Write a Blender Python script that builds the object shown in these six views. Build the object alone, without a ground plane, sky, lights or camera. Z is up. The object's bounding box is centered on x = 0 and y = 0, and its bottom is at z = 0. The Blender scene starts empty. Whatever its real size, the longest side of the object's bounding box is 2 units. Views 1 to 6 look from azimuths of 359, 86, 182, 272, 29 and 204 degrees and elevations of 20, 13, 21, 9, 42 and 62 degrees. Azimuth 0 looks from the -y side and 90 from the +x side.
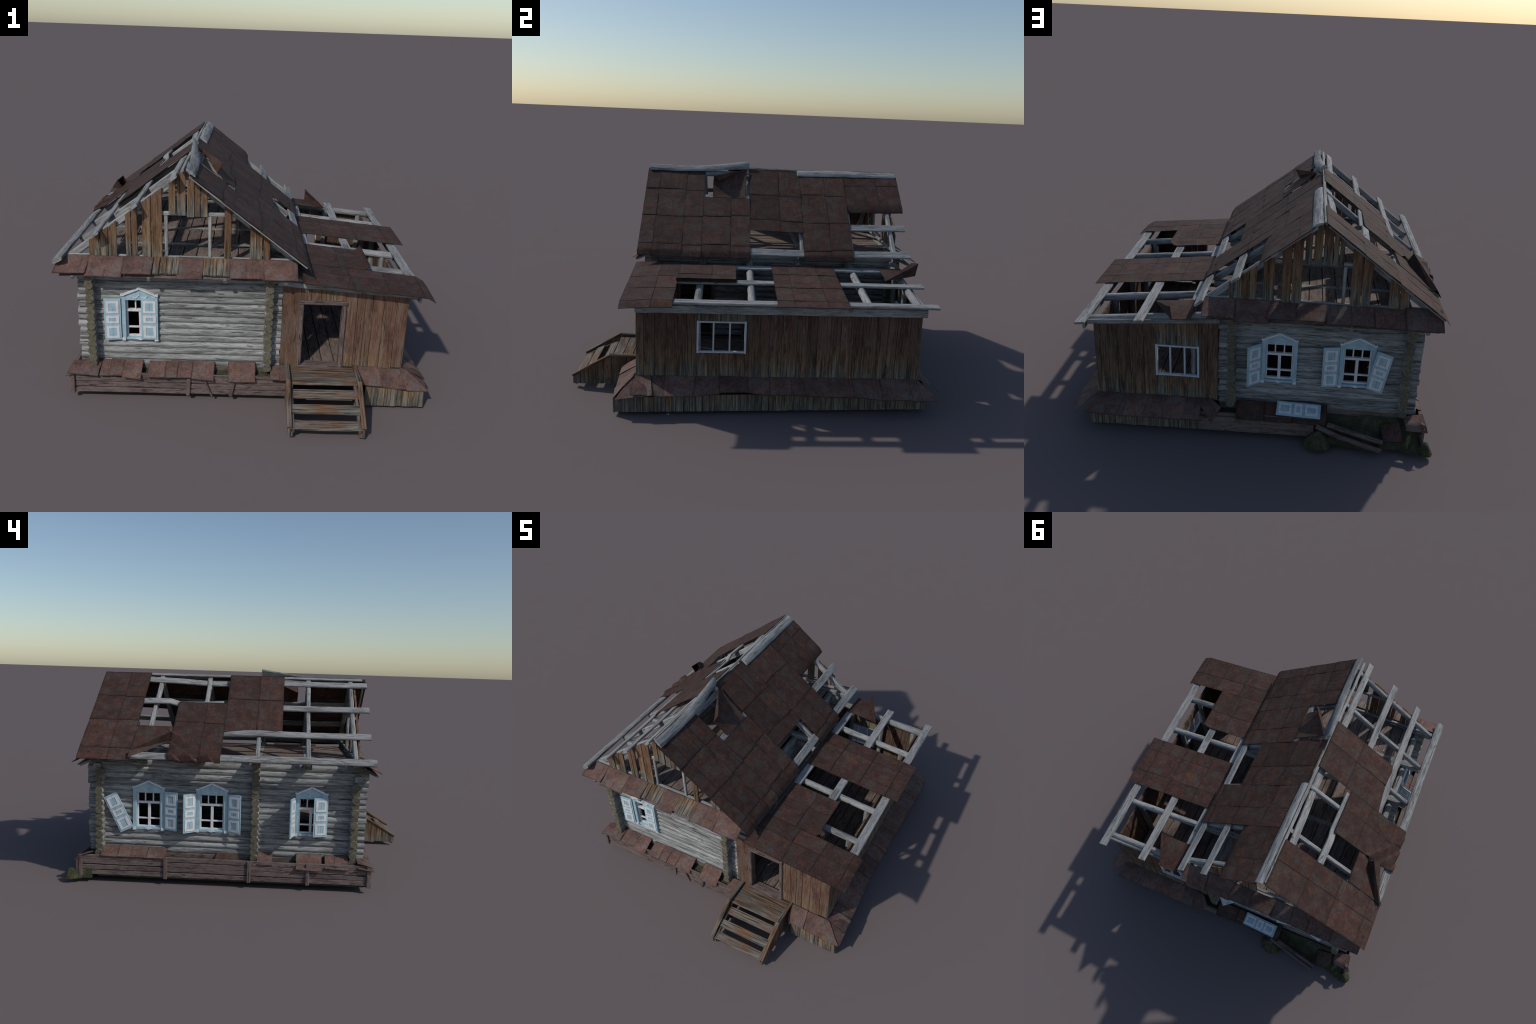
import bpy, bmesh, math, random
from mathutils import Vector, Matrix, noise

R = random.Random(11)
V = Vector

# ------------------------------------------------------------------ materials
class Mat:
    """Small node-graph builder for one procedural material."""
    def __init__(s, name, rough=0.85):
        s.m = bpy.data.materials.new(name)
        s.m.use_nodes = True
        s.t = s.m.node_tree
        s.b = s.t.nodes["Principled BSDF"]
        s.b.inputs["Roughness"].default_value = rough
        s.b.inputs["Specular IOR Level"].default_value = 0.25
        s.tc = s.t.nodes.new("ShaderNodeTexCoord")
        s.oi = s.t.nodes.new("ShaderNodeObjectInfo")

    def put(s, sock, v):
        if hasattr(v, "is_output"):
            s.t.links.new(v, sock)
        else:
            sock.default_value = v

    def math(s, op, a, b=0.0, clamp=False):
        n = s.t.nodes.new("ShaderNodeMath"); n.operation = op; n.use_clamp = clamp
        s.put(n.inputs[0], a); s.put(n.inputs[1], b)
        return n.outputs[0]

    def vmul(s, v, k):
        n = s.t.nodes.new("ShaderNodeVectorMath"); n.operation = 'MULTIPLY'
        s.put(n.inputs[0], v); n.inputs[1].default_value = k
        return n.outputs[0]

    def coords(s):
        """object coordinates, moved by a per-object amount so repeats differ"""
        n = s.t.nodes.new("ShaderNodeVectorMath"); n.operation = 'ADD'
        s.put(n.inputs[0], s.tc.outputs["Object"])
        c = s.t.nodes.new("ShaderNodeCombineXYZ")
        for i, k in enumerate((9.7, 5.3, 7.1)):
            s.put(c.inputs[i], s.math('MULTIPLY', s.oi.outputs["Random"], k))
        s.put(n.inputs[1], c.outputs[0])
        return n.outputs[0]

    def noise(s, v, scale=1.0, detail=4.0, rough=0.6, dist=0.0):
        n = s.t.nodes.new("ShaderNodeTexNoise")
        s.put(n.inputs["Vector"], v)
        n.inputs["Scale"].default_value = scale
        n.inputs["Detail"].default_value = detail
        n.inputs["Roughness"].default_value = rough
        n.inputs["Distortion"].default_value = dist
        return n.outputs["Fac"]

    def ramp(s, f, stops):
        n = s.t.nodes.new("ShaderNodeValToRGB")
        s.put(n.inputs[0], f)
        e = n.color_ramp.elements
        while len(e) < len(stops):
            e.new(0.5)
        for el, (p, c) in zip(e, stops):
            el.position = p
            el.color = (*c, 1) if isinstance(c, tuple) else (c, c, c, 1)
        return n.outputs[0]

    def mix(s, f, a, b, mode='MIX'):
        n = s.t.nodes.new("ShaderNodeMix"); n.data_type = 'RGBA'; n.blend_type = mode
        s.put(n.inputs[0], f)
        for i, c in ((6, a), (7, b)):
            s.put(n.inputs[i], (*c, 1) if isinstance(c, tuple) else c)
        return n.outputs[2]

    def vary(s, col, lo, hi, shift=3.7):
        """per-object brightness"""
        w = s.t.nodes.new("ShaderNodeTexWhiteNoise"); w.noise_dimensions = '1D'
        s.put(w.inputs["W"], s.math('MULTIPLY', s.oi.outputs["Random"], shift * 100))
        val = s.math('ADD', s.math('MULTIPLY', w.outputs["Value"], hi - lo), lo)
        h = s.t.nodes.new("ShaderNodeHueSaturation")
        s.put(h.inputs["Color"], col); s.put(h.inputs["Value"], val)
        return h.outputs[0], w.outputs["Value"]

    def done(s, col, height=None, strength=0.4, dist=0.002):
        s.put(s.b.inputs["Base Color"], col)
        if height is not None:
            n = s.t.nodes.new("ShaderNodeBump")
            n.inputs["Strength"].default_value = strength
            n.inputs["Distance"].default_value = dist
            s.put(n.inputs["Height"], height)
            s.t.links.new(n.outputs[0], s.b.inputs["Normal"])
        return s.m


def wood(name, dark, mid, light, grain=(4, 75, 75), patch=(3, 14, 14), crack=0.7, lo=0.85, hi=1.15, rough=0.85, fleck=0.6):
    m = Mat(name, rough)
    c = m.coords()
    g = m.noise(m.vmul(c, grain), 1, 5, 0.65, 0.3)
    p = m.noise(m.vmul(c, patch), 1, 3, 0.55)
    col = m.ramp(g, [(0.3, dark), (0.48, mid), (0.68, light)])
    col = m.mix(m.ramp(p, [(0.42, 0.0), (0.62, 0.75)]), col, light)
    col = m.mix(m.ramp(p, [(0.3, 0.6), (0.42, 0.0)]), col, dark)
    k = m.noise(m.vmul(c, (grain[0] * 1.7, grain[1] * 1.9, grain[2] * 1.9)), 1, 3, 0.5)
    k = m.ramp(k, [(0.33, crack), (0.40, 0.0)])
    col = m.mix(k, col, tuple(x * 0.28 for x in dark))
    fb = m.noise(m.vmul(c, (grain[0] * 4, grain[1] * 3, grain[2] * 3)), 1, 3, 0.7)
    col = m.mix(m.ramp(fb, [(0.36, fleck), (0.46, 0.0)]), col, tuple(x * 0.75 for x in dark))
    col = m.mix(m.ramp(fb, [(0.56, 0.0), (0.66, fleck)]), col, tuple(min(1, x * 1.25) for x in light))
    kn = m.noise(m.vmul(c, (16, 34, 34)), 1, 2, 0.5)
    col = m.mix(m.ramp(kn, [(0.26, fleck), (0.33, 0.0)]), col, tuple(x * 0.5 for x in dark))
    col, _ = m.vary(col, lo, hi)
    return m.done(col, m.math('ADD', g, m.math('MULTIPLY', fb, 0.5)), 0.6, 0.0025)


def plank_wood(name, upper_a, upper_b, rot_from, rot_to):
    """painted / tanned boards whose lower ends have weathered to ochre, then to grey
    (local x is the distance from the board's lower end)"""
    m = Mat(name, 0.85)
    c = m.coords()
    g = m.noise(m.vmul(c, (4, 90, 90)), 1, 5, 0.65, 0.3)
    p = m.noise(m.vmul(c, (5, 22, 22)), 1, 3, 0.55)
    up = m.mix(m.ramp(p, [(0.38, 0.0), (0.62, 1.0)]), upper_a, upper_b)
    up = m.mix(m.ramp(g, [(0.3, 0.55), (0.5, 0.0)]), up, tuple(x * 0.45 for x in upper_a))
    up = m.mix(m.ramp(g, [(0.56, 0.0), (0.75, 0.3)]), up, (0.24, 0.16, 0.10))
    gray = m.ramp(g, [(0.32, (0.035, 0.037, 0.036)), (0.46, (0.11, 0.11, 0.10)), (0.56, (0.20, 0.185, 0.15)), (0.7, (0.30, 0.22, 0.115))])
    ochre = m.ramp(g, [(0.32, (0.07, 0.042, 0.024)), (0.5, (0.19, 0.112, 0.056)), (0.7, (0.29, 0.19, 0.095))])
    sx = m.t.nodes.new("ShaderNodeSeparateXYZ"); m.put(sx.inputs[0], m.tc.outputs["Object"])
    streak = m.noise(m.vmul(c, (2, 60, 60)), 1, 3, 0.6)
    w = m.t.nodes.new("ShaderNodeTexWhiteNoise"); w.noise_dimensions = '1D'
    m.put(w.inputs["W"], m.math('MULTIPLY', m.oi.outputs["Random"], 173.0))
    x = m.math('ADD', sx.outputs[0], m.math('MULTIPLY', m.math('SUBTRACT', w.outputs["Value"], 0.5), 0.05))
    h = m.math('ADD', x, m.math('MULTIPLY', m.math('SUBTRACT', streak, 0.5), 0.36))
    n1 = m.t.nodes.new("ShaderNodeMapRange"); m.put(n1.inputs[0], h)
    n1.inputs[1].default_value = rot_from; n1.inputs[2].default_value = rot_to
    n1.inputs[3].default_value = 1; n1.inputs[4].default_value = 0
    n2 = m.t.nodes.new("ShaderNodeMapRange"); m.put(n2.inputs[0], h)
    n2.inputs[1].default_value = rot_to * 0.9; n2.inputs[2].default_value = rot_to * 2.2 + 0.02
    n2.inputs[3].default_value = 0.7; n2.inputs[4].default_value = 0
    col = m.mix(n2.outputs[0], up, ochre)
    col = m.mix(n1.outputs[0], col, gray)
    k = m.noise(m.vmul(c, (5, 150, 150)), 1, 3, 0.5)
    col = m.mix(m.ramp(k, [(0.33, 0.75), (0.41, 0.0)]), col, (0.02, 0.017, 0.015))
    fb = m.noise(m.vmul(c, (16, 260, 260)), 1, 3, 0.7)
    col = m.mix(m.ramp(fb, [(0.36, 0.6), (0.47, 0.0)]), col, tuple(x * 0.3 for x in upper_a))
    col = m.mix(m.ramp(fb, [(0.56, 0.0), (0.68, 0.4)]), col, (0.27, 0.19, 0.13))
    st = m.noise(m.vmul(c, (9, 28, 28)), 1, 3, 0.6)
    col = m.mix(m.ramp(st, [(0.34, 0.6), (0.46, 0.0)]), col, tuple(x * 0.38 for x in upper_a))
    fl = m.noise(m.vmul(c, (14, 170, 170)), 1, 2, 0.5)
    col = m.mix(m.ramp(fl, [(0.66, 0.0), (0.74, 0.32)]), col, (0.38, 0.34, 0.30))
    col, _ = m.vary(col, 0.8, 1.15)
    return m.done(col, g, 0.5, 0.002)


def step_wood(name):
    """stair boards: rusty brown stain fading along each board to bare grey wood"""
    m = Mat(name, 0.85)
    c = m.coords()
    g = m.noise(m.vmul(c, (7, 150, 150)), 1, 5, 0.7, 0.4)
    p = m.noise(m.vmul(c, (5, 8, 8)), 1, 3, 0.6)
    brown = m.ramp(g, [(0.34, (0.04, 0.025, 0.017)), (0.5, (0.125, 0.068, 0.040)), (0.7, (0.22, 0.135, 0.075))])
    grey = m.ramp(g, [(0.34, (0.035, 0.037, 0.036)), (0.48, (0.115, 0.112, 0.100)), (0.7, (0.25, 0.24, 0.21))])
    col = m.mix(m.ramp(p, [(0.38, 0.0), (0.62, 0.9)]), brown, grey)
    k = m.noise(m.vmul(c, (7, 150, 150)), 1, 3, 0.5)
    col = m.mix(m.ramp(k, [(0.34, 0.8), (0.42, 0.0)]), col, (0.02, 0.017, 0.014))
    col, _ = m.vary(col, 0.85, 1.12)
    return m.done(col, g, 0.5, 0.0025)


def rust(name, base, red, grey, orange, seam=True):
    m = Mat(name, 0.8)
    c = m.coords()
    a = m.noise(c, 19, 5, 0.7, 0.5)
    b = m.noise(c, 13, 4, 0.65)
    f = m.noise(c, 210, 3, 0.7)
    col = m.mix(m.ramp(a, [(0.42, 0.0), (0.56, 1.0)]), base, red)
    col = m.mix(m.ramp(b, [(0.50, 0.0), (0.60, 0.9)]), col, grey)
    col = m.mix(m.ramp(b, [(0.34, 0.6), (0.44, 0.0)]), col, tuple(x * 0.55 for x in base))
    o = m.math('MULTIPLY', m.ramp(a, [(0.53, 0.0), (0.64, 1.0)]), m.ramp(f, [(0.45, 0.0), (0.6, 0.8)]))
    col = m.mix(o, col, orange)
    col = m.mix(m.ramp(f, [(0.3, 0.55), (0.48, 0.0)]), col, tuple(x * 0.35 for x in base))
    sp = m.noise(c, 75, 4, 0.75, 0.6)
    col = m.mix(m.ramp(sp, [(0.36, 0.55), (0.48, 0.0)]), col, tuple(x * 0.5 for x in base))
    col = m.mix(m.ramp(sp, [(0.54, 0.0), (0.66, 0.5)]), col, tuple(x * 1.5 for x in red))
    w = m.noise(m.vmul(c, (80, 6, 20)), 1, 3, 0.6)
    col = m.mix(m.ramp(w, [(0.32, 0.5), (0.42, 0.0)]), col, tuple(x * 0.5 for x in base))
    if seam:
        sx = m.t.nodes.new("ShaderNodeSeparateXYZ"); m.put(sx.inputs[0], m.tc.outputs["Generated"])
        wob = m.math('MULTIPLY', m.math('SUBTRACT', m.noise(c, 14, 2), 0.5), 0.05)
        ds = []
        for i in (0, 1):
            q = m.math('ADD', sx.outputs[i], wob)
            ds.append(m.math('MINIMUM', q, m.math('SUBTRACT', 1.0, q)))
        d = m.math('MINIMUM', ds[0], ds[1])
        col = m.mix(m.ramp(d, [(0.008, 0.68), (0.028, 0.30), (0.065, 0.0)]), col, tuple(x * 0.25 for x in base))
    col, _ = m.vary(col, 0.85, 1.18)
    return m.done(col, m.math('ADD', a, m.math('MULTIPLY', f, 0.25)), 0.5, 0.004)


def plain(name, col, dark, streak=0.25, rough=0.6, bump=0.15):
    m = Mat(name, rough)
    c = m.coords()
    g = m.noise(m.vmul(c, (60, 60, 12)), 1, 4, 0.6)
    p = m.noise(c, 25, 3, 0.6)
    k = m.mix(m.ramp(g, [(0.3, streak * 2), (0.5, 0.0)]), col, dark)
    k = m.mix(m.ramp(p, [(0.36, streak), (0.55, 0.0)]), k, dark)
    return m.done(k, g, bump, 0.001)


def log_end(name):
    """sawn log ends: growth rings and radial splits around the local x axis"""
    m = Mat(name, 0.9)
    c = m.coords()
    n = m.noise(c, 60, 4, 0.6)
    sx = m.t.nodes.new("ShaderNodeSeparateXYZ"); m.put(sx.inputs[0], m.tc.outputs["Object"])
    y, z = sx.outputs[1], sx.outputs[2]
    rad = m.math('SQRT', m.math('ADD', m.math('MULTIPLY', y, y), m.math('MULTIPLY', z, z)))
    ring = m.math('SINE', m.math('ADD', m.math('MULTIPLY', rad, 1500), m.math('MULTIPLY', n, 6)))
    ang = m.math('ARCTAN2', z, y)
    ang = m.math('ADD', ang, m.math('MULTIPLY', m.oi.outputs["Random"], 40))
    cr = m.math('ABSOLUTE', m.math('SINE', m.math('ADD', m.math('MULTIPLY', ang, 1.5), m.math('MULTIPLY', n, 1.6))))
    cr = m.math('MULTIPLY', cr, m.math('ADD', 0.35, m.math('MULTIPLY', rad, 30)))
    col = m.ramp(n, [(0.3, (0.105, 0.094, 0.065)), (0.55, (0.155, 0.140, 0.098)), (0.75, (0.19, 0.173, 0.125))])
    col = m.mix(m.ramp(ring, [(0.0, 0.28), (0.6, 0.0)]), col, (0.07, 0.055, 0.03))
    col = m.mix(m.ramp(cr, [(0.03, 0.9), (0.09, 0.0)]), col, (0.018, 0.014, 0.01))
    col, _ = m.vary(col, 0.85, 1.12)
    return m.done(col, n, 0.4, 0.002)


def grass_mat(name):
    m = Mat(name, 0.95)
    c = m.coords()
    a = m.noise(c, 22, 5, 0.7)
    f = m.noise(c, 160, 4, 0.7)
    col = m.ramp(a, [(0.3, (0.032, 0.034, 0.021)), (0.5, (0.052, 0.054, 0.03)), (0.62, (0.085, 0.08, 0.046)), (0.75, (0.14, 0.125, 0.08))])  # greens darkened to carry the shadow lying over the back-corner heap
    col = m.mix(m.ramp(f, [(0.36, 0.75), (0.52, 0.0)]), col, (0.025, 0.03, 0.012))
    col = m.mix(m.ramp(f, [(0.58, 0.0), (0.7, 0.5)]), col, (0.13, 0.135, 0.07))
    return m.done(col, f, 0.8, 0.004)


M_LOG = wood("weathered_log", (0.11, 0.111, 0.107), (0.21, 0.21, 0.203), (0.375, 0.375, 0.364), (5, 80, 80), (6, 48, 48), 0.9, 0.72, 1.2)
M_BEAM = wood("grey_beam", (0.095, 0.095, 0.092), (0.215, 0.215, 0.210), (0.36, 0.36, 0.352), (5, 100, 100), (5, 26, 26), 0.5, 0.88, 1.12)
M_DARKBEAM = wood("darker_beam", (0.09, 0.09, 0.086), (0.18, 0.178, 0.17), (0.30, 0.297, 0.285), (5, 100, 100), (5, 26, 26), 0.6)
M_END = log_end("log_end_grain")
M_PLANK = plank_wood("tanned_plank", (0.105, 0.056, 0.038), (0.142, 0.096, 0.070), 0.005, 0.085)
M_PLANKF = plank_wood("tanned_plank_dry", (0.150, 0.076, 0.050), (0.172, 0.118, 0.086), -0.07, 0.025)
M_GABLE = plank_wood("gable_plank", (0.15, 0.074, 0.045), (0.20, 0.118, 0.068), 0.03, 0.09)
M_SKIRT = plank_wood("rotten_plank", (0.20, 0.12, 0.07), (0.27, 0.18, 0.10), 0.05, 0.13)
M_STEP = step_wood("step_board")
M_BROWN = wood("brown_board", (0.058, 0.043, 0.040), (0.128, 0.094, 0.086), (0.172, 0.129, 0.118), (8, 60, 60), (10, 20, 20), 0.8, 0.85, 1.12)
M_FLOOR = wood("floor_board", (0.085, 0.063, 0.053), (0.165, 0.124, 0.105), (0.22, 0.168, 0.146), (8, 60, 60), (10, 20, 20), 0.7, 0.85, 1.15)
M_RUST = rust("rusty_roof", (0.052, 0.031, 0.025), (0.074, 0.033, 0.025), (0.064, 0.052, 0.044), (0.14, 0.068, 0.036))
M_RUSTL = rust("rusty_sheet", (0.108, 0.066, 0.056), (0.140, 0.074, 0.061), (0.132, 0.108, 0.096), (0.20, 0.118, 0.078))
M_BLUE = plain("blue_paint", (0.37, 0.52, 0.585), (0.22, 0.33, 0.39), 0.35)
M_WHITE = plain("white_paint", (0.72, 0.70, 0.71), (0.42, 0.41, 0.42), 0.22)
M_GLAZE = plain("annex_window_paint", (0.50, 0.53, 0.57), (0.30, 0.32, 0.35), 0.25)
M_GRASS = grass_mat("mossy_earth")

# ------------------------------------------------------------------ objects
root = bpy.data.objects.new("abandoned_log_house", None)
bpy.context.scene.collection.objects.link(root)
root["label"] = "derelict grey log house with blue shutters and collapsing rusty roof"
root["category"] = "wooden house"
COUNT = {}


def add(name, me, M=Matrix(), parent=root):
    o = bpy.data.objects.new(name, me)
    bpy.context.scene.collection.objects.link(o)
    o.parent = parent
    o.matrix_parent_inverse = Matrix()
    o.matrix_local = M
    COUNT[name] = COUNT.get(name, 0) + 1
    return o


def mesh(name, verts, faces, mats, idx=None, smooth=35):
    me = bpy.data.meshes.new(name)
    me.from_pydata([tuple(v) for v in verts], [], faces)
    for m in mats:
        me.materials.append(m)
    if idx:
        me.polygons.foreach_set("material_index", idx)
    if smooth:
        me.polygons.foreach_set("use_smooth", [True] * len(me.polygons))
        me.set_sharp_from_angle(angle=math.radians(smooth))
    me.update()
    return me


def frame(o, x, z):
    x = V(x).normalized(); y = V(z).cross(x).normalized(); z = x.cross(y)
    M = Matrix((x, y, z)).transposed().to_4x4()
    M.translation = V(o)
    return M


def interp(keys, t):
    if t <= keys[0][0]:
        return keys[0][1:]
    for a, b in zip(keys, keys[1:]):
        if t <= b[0]:
            f = (t - a[0]) / max(1e-9, b[0] - a[0])
            return tuple(a[i] * (1 - f) + b[i] * f for i in range(1, len(a)))
    return keys[-1][1:]


def sweep(name, p0, p1, up, section, mats, path=None, amp=0.0012, step=0.035, cuts=None, capmat=0, smooth=35, parent=root, taper=0.0, freq=18):
    """bar from p0 to p1; `section` is a closed (y, z) outline, `path` bends it"""
    p0, p1 = V(p0), V(p1)
    L = (p1 - p0).length
    n = max(2, int(L / step) + 1)
    seed = V((R.uniform(0, 90), R.uniform(0, 90), R.uniform(0, 90)))
    ts = sorted(set([i / n for i in range(n + 1)] + ([k[0] for k in path] if path else [])))
    vs, fs, idx = [], [], []
    k = len(section)
    for t in ts:
        dy, dz = interp(path, t) if path else (0, 0)
        for (y, z) in section:
            q = noise.noise_vector(V((t * L * freq, y * 55, z * 55)) + seed)
            sc = 1 - taper * t
            x = t * L
            if cuts:      # slanted / splintered ends: x length depends on y
                x = t * (L + cuts * y)
            vs.append((x + (q.x * amp * 1.5 if t in (0, 1) else 0), y * sc + dy + q.y * amp, z * sc + dz + q.z * amp))
    m = len(ts)
    for i in range(m - 1):
        for j in range(k):
            a, b = i * k + j, i * k + (j + 1) % k
            fs.append((a, b, b + k, a + k)); idx.append(0)
    fs.append(tuple(range(k))[::-1]); idx.append(capmat)
    fs.append(tuple(range((m - 1) * k, m * k))); idx.append(capmat)
    me = mesh(name, vs, fs, mats, idx, smooth)
    return add(name, me, frame(p0, p1 - p0, up), parent)


def rect(w, h, c=0.2):
    a, b = w / 2, h / 2
    d = min(w, h) * c
    return [(-a + d, -b), (a - d, -b), (a, -b + d), (a, b - d), (a - d, b), (-a + d, b), (-a, b - d), (-a, -b + d)]


def circ(r, n=12, sq=1.0):
    return [(r * math.cos(2 * math.pi * i / n), r * sq * math.sin(2 * math.pi * i / n)) for i in range(n)]


def beam(name, p0, p1, w, h, up=(0, 0, 1), mat=M_BEAM, path=None, amp=0.0012, c=0.2, cap=None, **kw):
    return sweep(name, p0, p1, up, rect(w, h, c), [mat, cap or mat], path, amp, capmat=1, **kw)


def log(name, p0, p1, r, mat=M_LOG, cap=M_END, amp=0.0018, path=None, n=12, **kw):
    s = V(p1) - V(p0)
    up = (0, 0, 1) if abs(s.normalized().z) < 0.9 else (0, 1, 0)
    return sweep(name, p0, p1, up, circ(r, n), [mat, cap], path, amp, capmat=1, smooth=50, **kw)


def plank(name, foot, across, w, hl, hr, th, normal, mat, amp=0.0009, parent=root):
    """upright board: `foot` is the middle of its lower edge, heights hl / hr at its two sides"""
    up = V(normal).cross(V(across)).normalized()
    if up.z < 0:
        up = -up
    L = (hl + hr) / 2
    o = V(foot)
    M = frame(o, up, normal)
    ya = M.to_3x3().col[1]
    s = 1 if ya.dot(V(across)) > 0 else -1
    slope = s * (hr - hl) / w
    return sweep(name, o, o + up * L, normal, rect(w, th, 0.12), [mat], None, amp, step=0.06, cuts=slope, parent=parent)


def sheet(name, A, B, C, D, mat=M_RUST, nu=6, nv=6, warp=0.004, th=0.0028, bend=None, edge=0.0025, parent=root, seed=None):
    """sheet-metal panel with corners A B (upper edge) and D C (lower edge); bend(u, v) -> lift along the normal, slide down"""
    A, B, C, D = V(A), V(B), V(C), V(D)
    o = (A + B + C + D) / 4
    X = (B - A + C - D); Yd = (D - A + C - B)
    nz = X.cross(Yd)
    if nz.z < 0:
        nz = -nz
    M = frame(o, X, nz)
    Mi = M.inverted()
    sd = V((R.uniform(0, 50), R.uniform(0, 50), R.uniform(0, 50))) if seed is None else V(seed)
    top = []
    for j in range(nv + 1):
        v = j / nv
        for i in range(nu + 1):
            u = i / nu
            p = (A * (1 - u) + B * u) * (1 - v) + (D * (1 - u) + C * u) * v
            q = Mi @ p
            k = noise.noise_vector(p * 9 + sd)
            k2 = noise.noise(p * 26 + sd)
            q.z += k.z * warp + k2 * warp * 0.35
            if j in (0, nv) or i in (0, nu):
                e = noise.noise_vector(p * 30 + sd)
                q.x += e.x * edge; q.y += e.y * edge
            if bend:
                b = bend(u, v)
                q.z += b[0]; q.y += b[1]
            top.append(q)
    W = nu + 1
    n = len(top)
    vs = [t + V((0, 0, th / 2)) for t in top] + [t - V((0, 0, th / 2)) for t in top]
    fs = []
    for j in range(nv):
        for i in range(nu):
            a = j * W + i
            f = (a, a + 1, a + W + 1, a + W)
            nrm = (vs[f[1]] - vs[f[0]]).cross(vs[f[3]] - vs[f[0]])
            if nrm.z < 0:
                f = f[::-1]
            fs.append(f); fs.append(tuple(x + n for x in f[::-1]))
    ring = list(range(W)) + [j * W + nu for j in range(1, nv + 1)] + [nv * W + i for i in range(nu - 1, -1, -1)] + [j * W for j in range(nv - 1, 0, -1)]
    for a, b in zip(ring, ring[1:] + ring[:1]):
        fs.append((a, b, b + n, a + n))
    me = mesh(name, vs, fs, [mat], smooth=30)
    bm = bmesh.new(); bm.from_mesh(me); bmesh.ops.recalc_face_normals(bm, faces=bm.faces); bm.to_mesh(me); bm.free()
    me.set_sharp_from_angle(angle=math.radians(30))
    return add(name, me, M, parent)


def boxes(items, bevel=0.0012):
    """one bevelled mesh from (x0, x1, y0, y1, z0, z1, material) blocks and (outline in xz, y0, y1, material) prisms"""
    bm = bmesh.new()
    for it in items:
        if len(it) == 7:
            x0, x1, y0, y1, z0, z1, m = it
            pts = [(x0, z0), (x1, z0), (x1, z1), (x0, z1)]
        else:
            pts, y0, y1, m = it
        a = [bm.verts.new((x, y0, z)) for x, z in pts]
        b = [bm.verts.new((x, y1, z)) for x, z in pts]
        f = [bm.faces.new(a), bm.faces.new(b[::-1])]
        for i in range(len(pts)):
            j = (i + 1) % len(pts)
            f.append(bm.faces.new((a[j], a[i], b[i], b[j])))
        for q in f:
            q.material_index = m
    bmesh.ops.recalc_face_normals(bm, faces=bm.faces)
    if bevel:
        bmesh.ops.bevel(bm, geom=bm.edges[:], offset=bevel, segments=1, affect='EDGES', clamp_overlap=True)
    return bm


def finish(bm, name, mats, smooth=40):
    me = bpy.data.meshes.new(name)
    bm.to_mesh(me); bm.free()
    for m in mats:
        me.materials.append(m)
    me.polygons.foreach_set("use_smooth", [True] * len(me.polygons))
    me.set_sharp_from_angle(angle=math.radians(smooth))
    return me


# ------------------------------------------------------------------ main dimensions
XL, XR = -0.737, 0.110          # centre lines of the side log walls
YF, YM, YB = -0.598, -0.058, 0.800   # front, cross and back log walls
PITCH, LR = 0.0345, 0.0208      # log spacing, log radius
RX, RZ, SL = -0.295, 1.150, 0.755    # ridge position and roof slope


def roof_z(x, lift=0.0):
    return RZ - SL * abs(x - RX) + lift * math.hypot(1, SL)


def sag(y):
    """how far the right slope has sunk (along its normal)"""
    d = -0.004 - 0.007 * math.exp(-((y - 0.27) / 0.2) ** 2)
    d += 0.006 * min(1, max(0, (y - 0.60) / 0.28)) + 0.004 * min(1, max(0, (-0.45 - y) / 0.15))
    return d


def roof_r(x, y, lift=0.0):
    return roof_z(x, lift + sag(y))


NL = V((-SL, 0, 1)).normalized()
NR = V((SL, 0, 1)).normalized()

# ------------------------------------------------------------------ log walls
def log_wall(axis, fixed, a0, a1, z0, n, holes=(), cap_in=True):
    for i in range(n):
        z = z0 + i * PITCH
        cuts = sorted((h0, h1) for h0, h1, zl, zh in holes if zl - 0.008 < z < zh + 0.008)
        spans, s = [], a0 + R.uniform(-0.006, 0.006)
        for h0, h1 in cuts:
            spans.append((s, h0)); s = h1
        spans.append((s, a1 + R.uniform(-0.006, 0.006)))
        off = R.uniform(-0.0015, 0.0015)
        for s0, s1 in spans:
            r = LR * R.uniform(0.96, 1.05)
            if axis == 'x':
                log("wall_log", (s0, fixed + off, z), (s1, fixed + off, z), r, step=0.045)
            else:
                log("wall_log", (fixed + off, s0, z), (fixed + off, s1, z), r, step=0.045)


WIN = dict(F=(-0.510, 0.289), L1=(0.534, 0.287), L2=(0.183, 0.286), L3=(-0.363, 0.286), B1=(-0.121, 0.287), B2=(-0.499, 0.287))
hole = lambda c, z: (c - 0.074, c + 0.074, z + 0.012, z + 0.222)
log_wall('x', YF, -0.803, 0.178, 0.158, 13, [hole(*WIN['F'])])
log_wall('x', YB, -0.806, 0.178, 0.158, 14, [hole(*WIN['B1']), hole(*WIN['B2'])])
log_wall('x', YM, -0.800, 0.172, 0.158, 15)
log_wall('y', XL, -0.664, 0.868, 0.1745, 15, [hole(*WIN['L1']), hole(*WIN['L2']), hole(*WIN['L3'])])
log_wall('y', XR, -0.664, 0.868, 0.1745, 15, [(-0.455, -0.265, 0.16, 0.50)])
# wall plates over the front and back walls
beam("wall_plate", (-0.80, YF - 0.012, 0.618), (0.182, YF - 0.012, 0.618), 0.040, 0.034, mat=M_DARKBEAM)
beam("wall_plate", (-0.80, YB + 0.012, 0.640), (0.182, YB + 0.012, 0.640), 0.040, 0.030, mat=M_DARKBEAM)
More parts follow.
